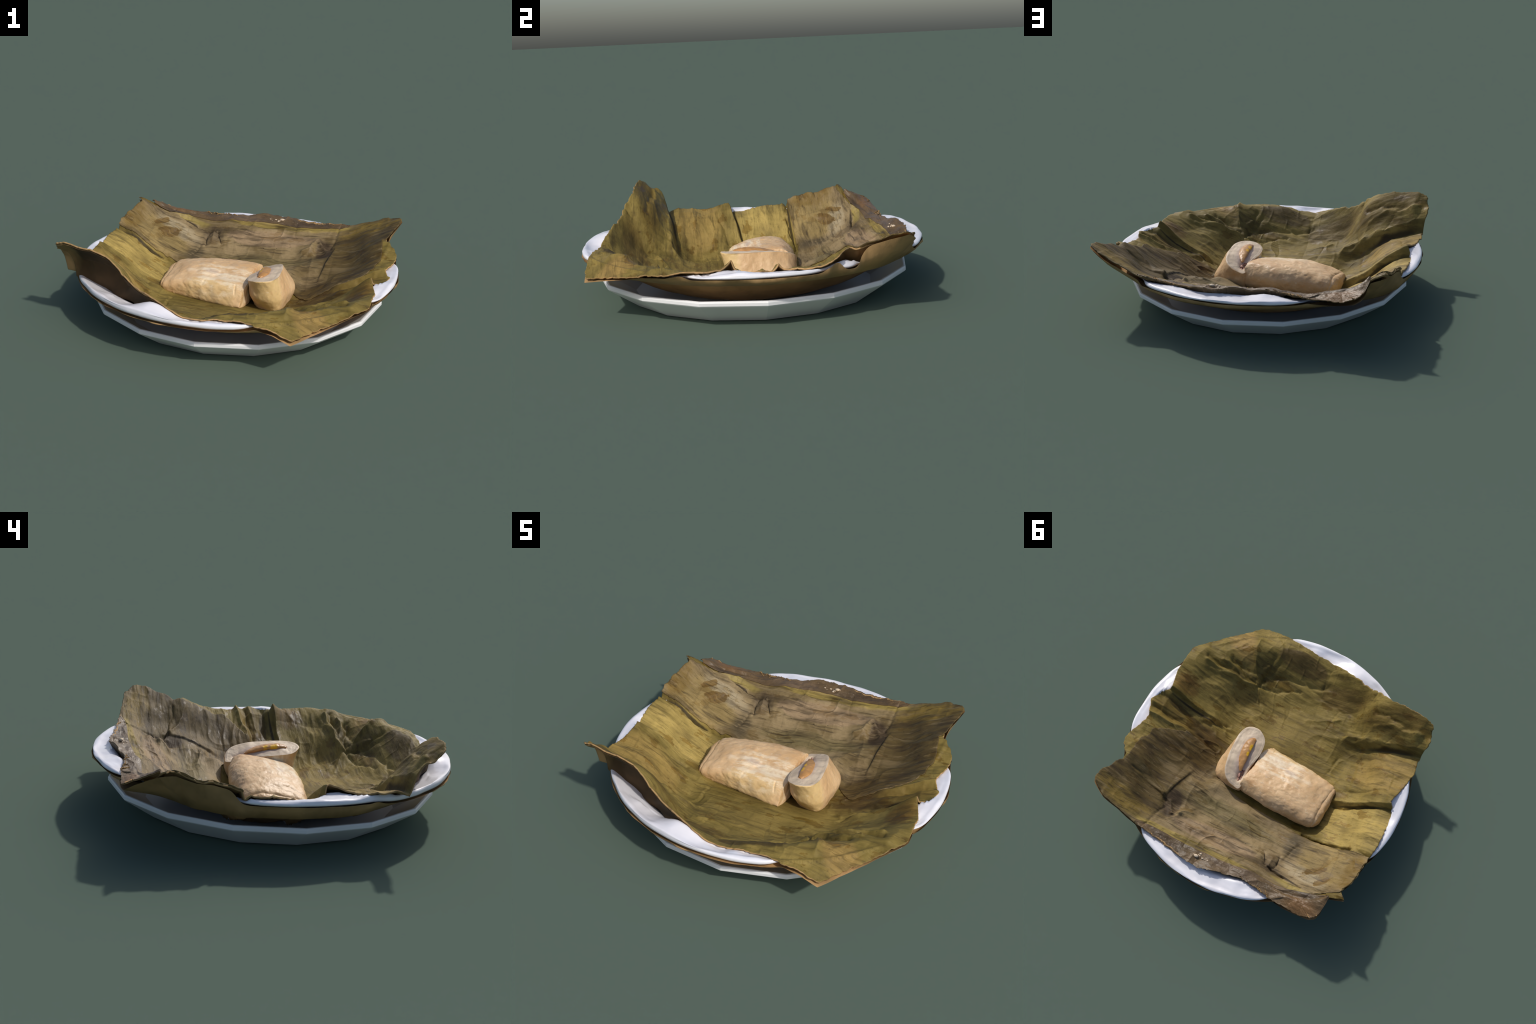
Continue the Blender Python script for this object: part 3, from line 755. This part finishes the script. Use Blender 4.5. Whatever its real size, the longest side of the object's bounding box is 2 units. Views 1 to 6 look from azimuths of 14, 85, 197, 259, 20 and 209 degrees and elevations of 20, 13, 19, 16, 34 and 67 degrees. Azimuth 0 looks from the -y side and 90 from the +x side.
# crumbs of dough stuck to the brown margin
V, F = [], []
for i in range(9):
    px, py = 0.085 + RNG.normal(0, 0.045), 0.826 + RNG.normal(0, 0.012)
    pz = float(leaf_z(np.array([px]), np.array([py]))[0]) + 0.015
    rad = RNG.uniform(0.003, 0.006) if i else 0.012
    base = len(V)
    for la in np.linspace(-1.2, 1.2, 5):
        for lo in np.arange(8) * math.tau / 8:
            V.append((px + rad * 1.5 * math.cos(la) * math.cos(lo), py + rad * math.cos(la) * math.sin(lo), pz + 0.7 * rad * math.sin(la)))
    F += [tuple(f + base) for f in grid_faces(5, 8, True)]
    F += [tuple(range(base, base + 8))[::-1], tuple(range(base + 32, base + 40))]
crumbs = make_mesh("crumbs", V, F, [MAT_CUT])
crumbs["kind"] = "stuff"
for o in (lower, upper, margin, flap, crumbs):
    o.parent = leaf


# ------------------------------------------------------------------ tamale log
def loft(name, sections, n_around, n_along, mats, caps):
    """Closed body through rings of control points, with rounded ends."""
    rings = np.stack([catmull(s, n_around, True) for s in sections])            # k, n, 3
    k = len(sections)
    body = np.stack([catmull(rings[:, j], n_along, False) for j in range(n_around)], 1)
    parts = []
    for end, (depth, steps) in zip((0, -1), caps):
        ring, nxt = body[end], body[1 if end == 0 else -2]
        c = ring.mean(0)
        out = (ring - nxt).mean(0)
        out = out / (np.linalg.norm(out) + 1e-9)
        cap = []
        for i in range(1, steps + 1):
            f = i / steps
            a_ = f * math.pi / 2
            cap.append(c + (ring - c) * math.cos(a_) ** 0.55 + out * depth * math.sin(a_))
        cap[-1] = c + (ring - c) * 0.01 + out * depth
        parts.append(cap)
    allr = np.concatenate([np.array(parts[0])[::-1], body, np.array(parts[1])])
    return allr


AX, AY = np.array([-0.985, 0.170]), np.array([0.170, 0.985])
LOG_C = np.array([-0.186, 0.056])


def section(pts):
    return [tuple(np.r_[LOG_C + u * AX + v * AY, z]) for u, v, z in pts]


def log_ring(u, us, prof):
    # prof: (v, z) list; `us` slants the ring along the axis with v
    return section([(u + us(v), v, z) for v, z in prof])


LOG = [
    log_ring(-0.285, lambda v: 0.00 + 0.02 * (v > 0), [(-0.20, 0.066), (-0.188, 0.105), (-0.160, 0.150), (-0.128, 0.180), (-0.06, 0.206), (0.03, 0.226), (0.11, 0.238), (0.165, 0.236), (0.198, 0.210), (0.208, 0.165), (0.190, 0.10), (0.15, 0.062), (0.05, 0.050), (-0.10, 0.050)]),
    log_ring(-0.20, lambda v: 0.0, [(-0.192, 0.060), (-0.190, 0.110), (-0.168, 0.165), (-0.135, 0.192), (-0.07, 0.208), (0.02, 0.234), (0.10, 0.245), (0.16, 0.240), (0.200, 0.205), (0.212, 0.160), (0.196, 0.10), (0.15, 0.058), (0.05, 0.048), (-0.10, 0.048)]),
    log_ring(-0.02, lambda v: 0.0, [(-0.176, 0.060), (-0.190, 0.110), (-0.184, 0.165), (-0.155, 0.202), (-0.09, 0.218), (0.0, 0.241), (0.08, 0.246), (0.15, 0.236), (0.196, 0.195), (0.204, 0.150), (0.186, 0.10), (0.145, 0.056), (0.05, 0.048), (-0.10, 0.048)]),
    log_ring(0.12, lambda v: 0.0, [(-0.180, 0.068), (-0.200, 0.110), (-0.196, 0.160), (-0.165, 0.188), (-0.09, 0.213), (0.0, 0.234), (0.07, 0.234), (0.120, 0.220), (0.160, 0.185), (0.172, 0.138), (0.165, 0.095), (0.13, 0.058), (0.05, 0.050), (-0.10, 0.052)]),
    log_ring(0.230, lambda v: 0.036 * (v + 0.2) / 0.3 * (v < 0.1) + 0.036 * (v >= 0.1), [(-0.186, 0.076), (-0.206, 0.108), (-0.200, 0.142), (-0.168, 0.164), (-0.09, 0.184), (0.0, 0.204), (0.055, 0.206), (0.102, 0.192), (0.138, 0.166), (0.148, 0.130), (0.138, 0.095), (0.114, 0.060), (0.04, 0.053), (-0.10, 0.058)]),
    log_ring(0.258, lambda v: 0.040 * (v + 0.2) / 0.3 * (v < 0.1) + 0.040 * (v >= 0.1), [(-0.174, 0.086), (-0.194, 0.112), (-0.184, 0.140), (-0.152, 0.154), (-0.082, 0.168), (0.0, 0.184), (0.046, 0.186), (0.084, 0.175), (0.114, 0.155), (0.129, 0.131), (0.119, 0.099), (0.098, 0.073), (0.034, 0.064), (-0.092, 0.068)]),
]
ring = loft("tamale", LOG, 220, 130, None, ((0.006, 24), (0.030, 36)))
p = ring.copy()
c = np.array([LOG_C[0], LOG_C[1], 0.14])
d = p - c
d /= np.linalg.norm(d, axis=-1, keepdims=True)
x, y, z = p[..., 0], p[..., 1], p[..., 2]
disp = 0.0068 * fbm(x * 9, y * 9, z * 9) + 0.0024 * fbm(x * 30, y * 42, z * 30)
disp = disp - 0.011 * np.exp(-(((x + 0.12) / 0.13) ** 2 + ((y + 0.065) / 0.022) ** 2)) * (z > 0.15)     # pressed hollow along the top
for ax, ay, bx, by, w, dep in [(-0.183, -0.100, -0.200, -0.128, 0.003, 0.006), (0.010, -0.110, 0.022, -0.160, 0.004, 0.008)]:   # cracks
    t, dd, L = line_frame(x, y, (ax, ay), (bx, by))
    disp = disp - dep * np.exp(-(dd / w) ** 2) * sstep(-0.1, 0.1, t) * sstep(1.1, 0.8, t) * (z > 0.09)
disp = disp + 0.010 * np.exp(-(((x + 0.326) / 0.016) ** 2 + ((y - 0.220) / 0.016) ** 2 + ((z - 0.215) / 0.02) ** 2))  # little nub
p = p + d * disp[..., None]
p[..., 2] = np.maximum(p[..., 2], 0.048)
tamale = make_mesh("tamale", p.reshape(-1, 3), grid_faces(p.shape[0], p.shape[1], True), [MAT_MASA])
tamale["label"], tamale["category"] = "pale steamed corn dough roll with one cut end", "tamale"

# ------------------------------------------------------------------ upright cut slice
slice_ = thing("tamale_slice", "upright tamale slice with pale cut face and filling", "tamale slice")
FOOT = [(0.240, -0.128), (0.285, -0.118), (0.312, -0.070), (0.320, 0.020), (0.326, 0.110), (0.312, 0.175), (0.260, 0.205), (0.180, 0.214),
        (0.115, 0.200), (0.098, 0.140), (0.100, 0.060), (0.100, -0.010), (0.118, -0.060), (0.170, -0.112)]
MID = [(0.228, -0.172), (0.285, -0.150), (0.322, -0.085), (0.336, 0.020), (0.340, 0.110), (0.322, 0.182), (0.265, 0.218), (0.185, 0.232),
       (0.112, 0.226), (0.090, 0.150), (0.088, 0.070), (0.085, -0.020), (0.098, -0.100), (0.155, -0.160)]
TOP = [(0.205, -0.196, 0.266), (0.255, -0.170, 0.268), (0.278, -0.100, 0.270), (0.274, 0.000, 0.268), (0.264, 0.090, 0.264), (0.238, 0.180, 0.248), (0.195, 0.224, 0.226), (0.140, 0.238, 0.204),
       (0.100, 0.232, 0.194), (0.098, 0.150, 0.205), (0.100, 0.070, 0.220), (0.082, -0.040, 0.234), (0.096, -0.140, 0.242), (0.148, -0.190, 0.258)]
lv = lambda pts, z: [(x, y, z) for x, y in pts]
blend = lambda f: [(m[0] + (t[0] - m[0]) * f, m[1] + (t[1] - m[1]) * f, 0.13 + (t[2] - 0.13) * g) for m, t in zip(MID, TOP)]
secs = [lv([(0.21 + (x - 0.21) * 0.93, 0.04 + (y - 0.04) * 0.93) for x, y in FOOT], 0.044), lv(FOOT, 0.062)]
g = 0.0
secs.append(blend(0.0))
for f, g in ((0.45, 0.5), (0.86, 0.88), (0.985, 0.985)):
    secs.append(blend(f))
rings = np.stack([catmull(s, 200, True) for s in secs])
body = np.stack([catmull(rings[:, j], 70, False) for j in range(200)], 1)
cx = body[0].mean(0)
bottom = np.stack([cx + (body[0] - cx) * f for f in np.linspace(0.02, 0.98, 20)])
side = np.concatenate([bottom, body])
x, y, z = side[..., 0], side[..., 1], side[..., 2]
d = side - np.array([0.2, 0.03, 0.14])
d[..., 2] *= 0.2
d /= np.linalg.norm(d, axis=-1, keepdims=True)
keep = sstep(1.0, 0.9, np.linspace(0, 1, side.shape[0]))[:, None]
side = side + d * ((0.005 * fbm(x * 10, y * 10, z * 6) + 0.0018 * fbm(x * 34, y * 34, z * 20)) * keep)[..., None]
skin = make_mesh("masa_rind", side.reshape(-1, 3), grid_faces(side.shape[0], 200, True), [MAT_MASA])
skin.parent = slice_

# cut face: rings shrinking to a spine, a groove where the filling sits
rim = side[-1]
spine_a, spine_b = np.array([0.172, -0.110, 0.0]), np.array([0.150, 0.150, 0.0])
tt = np.clip(((rim - spine_a) @ (spine_b - spine_a)) / ((spine_b - spine_a) @ (spine_b - spine_a)), 0, 1)[:, None]
core = spine_a + (spine_b - spine_a) * tt


def face_z(x, y):
    base = FACE(x, y)
    t, dd, L = line_frame(x, y, (0.178, -0.105), (0.146, 0.150))
    hollow = np.exp(-(dd / 0.024) ** 2) * sstep(-0.15, 0.1, t) * sstep(1.15, 0.9, t)
    pit = np.exp(-(((x - 0.135) / 0.018) ** 2 + ((y - 0.155) / 0.035) ** 2))
    return base - 0.006 * hollow - 0.026 * pit + 0.0025 * fbm(x * 22, y * 22, 3)


FACE = ThinPlate(np.vstack([rim[::8], [[0.17, -0.10, 0.262], [0.17, 0.0, 0.258], [0.16, 0.10, 0.240]]]), 0.00005)
fr = []
for f in np.linspace(0, 1, 40):
    q = rim + (core - rim) * f
    zz = face_z(q[:, 0], q[:, 1])
    bl = sstep(0, 0.10, f)
    fr.append(np.c_[q[:, 0], q[:, 1], rim[:, 2] * (1 - bl) + zz * bl + 0.0015 * math.sin(math.pi * min(1, f * 5))])
fr = np.array(fr)
face = make_mesh("cut_face", fr.reshape(-1, 3), grid_faces(40, 200, True), [MAT_CUT])
face.parent = slice_

# filling: bent lens along the slice
sp = catmull([(0.160, -0.122), (0.172, -0.090), (0.177, -0.040), (0.172, 0.020), (0.160, 0.080), (0.145, 0.128)], 60, False)
u = np.linspace(0, 1, 60)
wid = 0.031 * np.sin(np.pi * (0.06 + 0.90 * u)) ** 0.7 * (1 + 0.12 * vnoise(u * 7, 3.3))
V = []
for i in range(60):
    tx, ty = sp[min(i + 1, 59)] - sp[max(i - 1, 0)]
    l = math.hypot(tx, ty)
    nx, ny = -ty / l, tx / l
    zc = float(FACE(np.array([sp[i, 0]]), np.array([sp[i, 1]]))[0])
    for a_ in np.linspace(0, math.tau, 28, endpoint=False):
        o_, h_ = wid[i] * math.cos(a_), math.sin(a_)
        X_, Y_ = sp[i, 0] + nx * o_, sp[i, 1] + ny * o_
        V.append((X_, Y_, zc + 0.003 + (0.011 if h_ > 0 else 0.024) * h_ * min(1, wid[i] / 0.03) + 0.0025 * float(fbm(X_ * 40, Y_ * 40, 1.0))))
F = [tuple(f) for f in grid_faces(60, 28, True)] + [tuple(range(28)), tuple(range(59 * 28, 60 * 28))[::-1]]
fill = make_mesh("filling", V, F, [MAT_FILL])
fill.parent = slice_

# shreds of meat in the hole below the filling
V, F = [], []
for i in range(9):
    px, py = 0.135 + RNG.uniform(-0.014, 0.016), 0.150 + RNG.uniform(-0.03, 0.035)
    pz = float(face_z(np.array([px]), np.array([py]))[0]) + 0.003
    ang_, ln, th_ = RNG.uniform(-0.6, 0.6) + 1.6, RNG.uniform(0.014, 0.026), RNG.uniform(0.004, 0.007)
    base = len(V)
    for k_ in range(7):
        s_ = -1 + k_ / 3
        w_ = th_ * math.sqrt(max(0.03, 1 - s_ * s_))
        for a_ in np.arange(8) * math.tau / 8:
            o_ = w_ * math.cos(a_)
            V.append((px + math.cos(ang_) * ln * s_ - math.sin(ang_) * o_, py + math.sin(ang_) * ln * s_ + math.cos(ang_) * o_, pz + w_ * math.sin(a_)))
    F += [tuple(f + base) for f in grid_faces(7, 8, True)]
shred = make_mesh("meat_shreds", V, F, [MAT_SHRED])
shred["kind"] = "stuff"
shred.parent = slice_
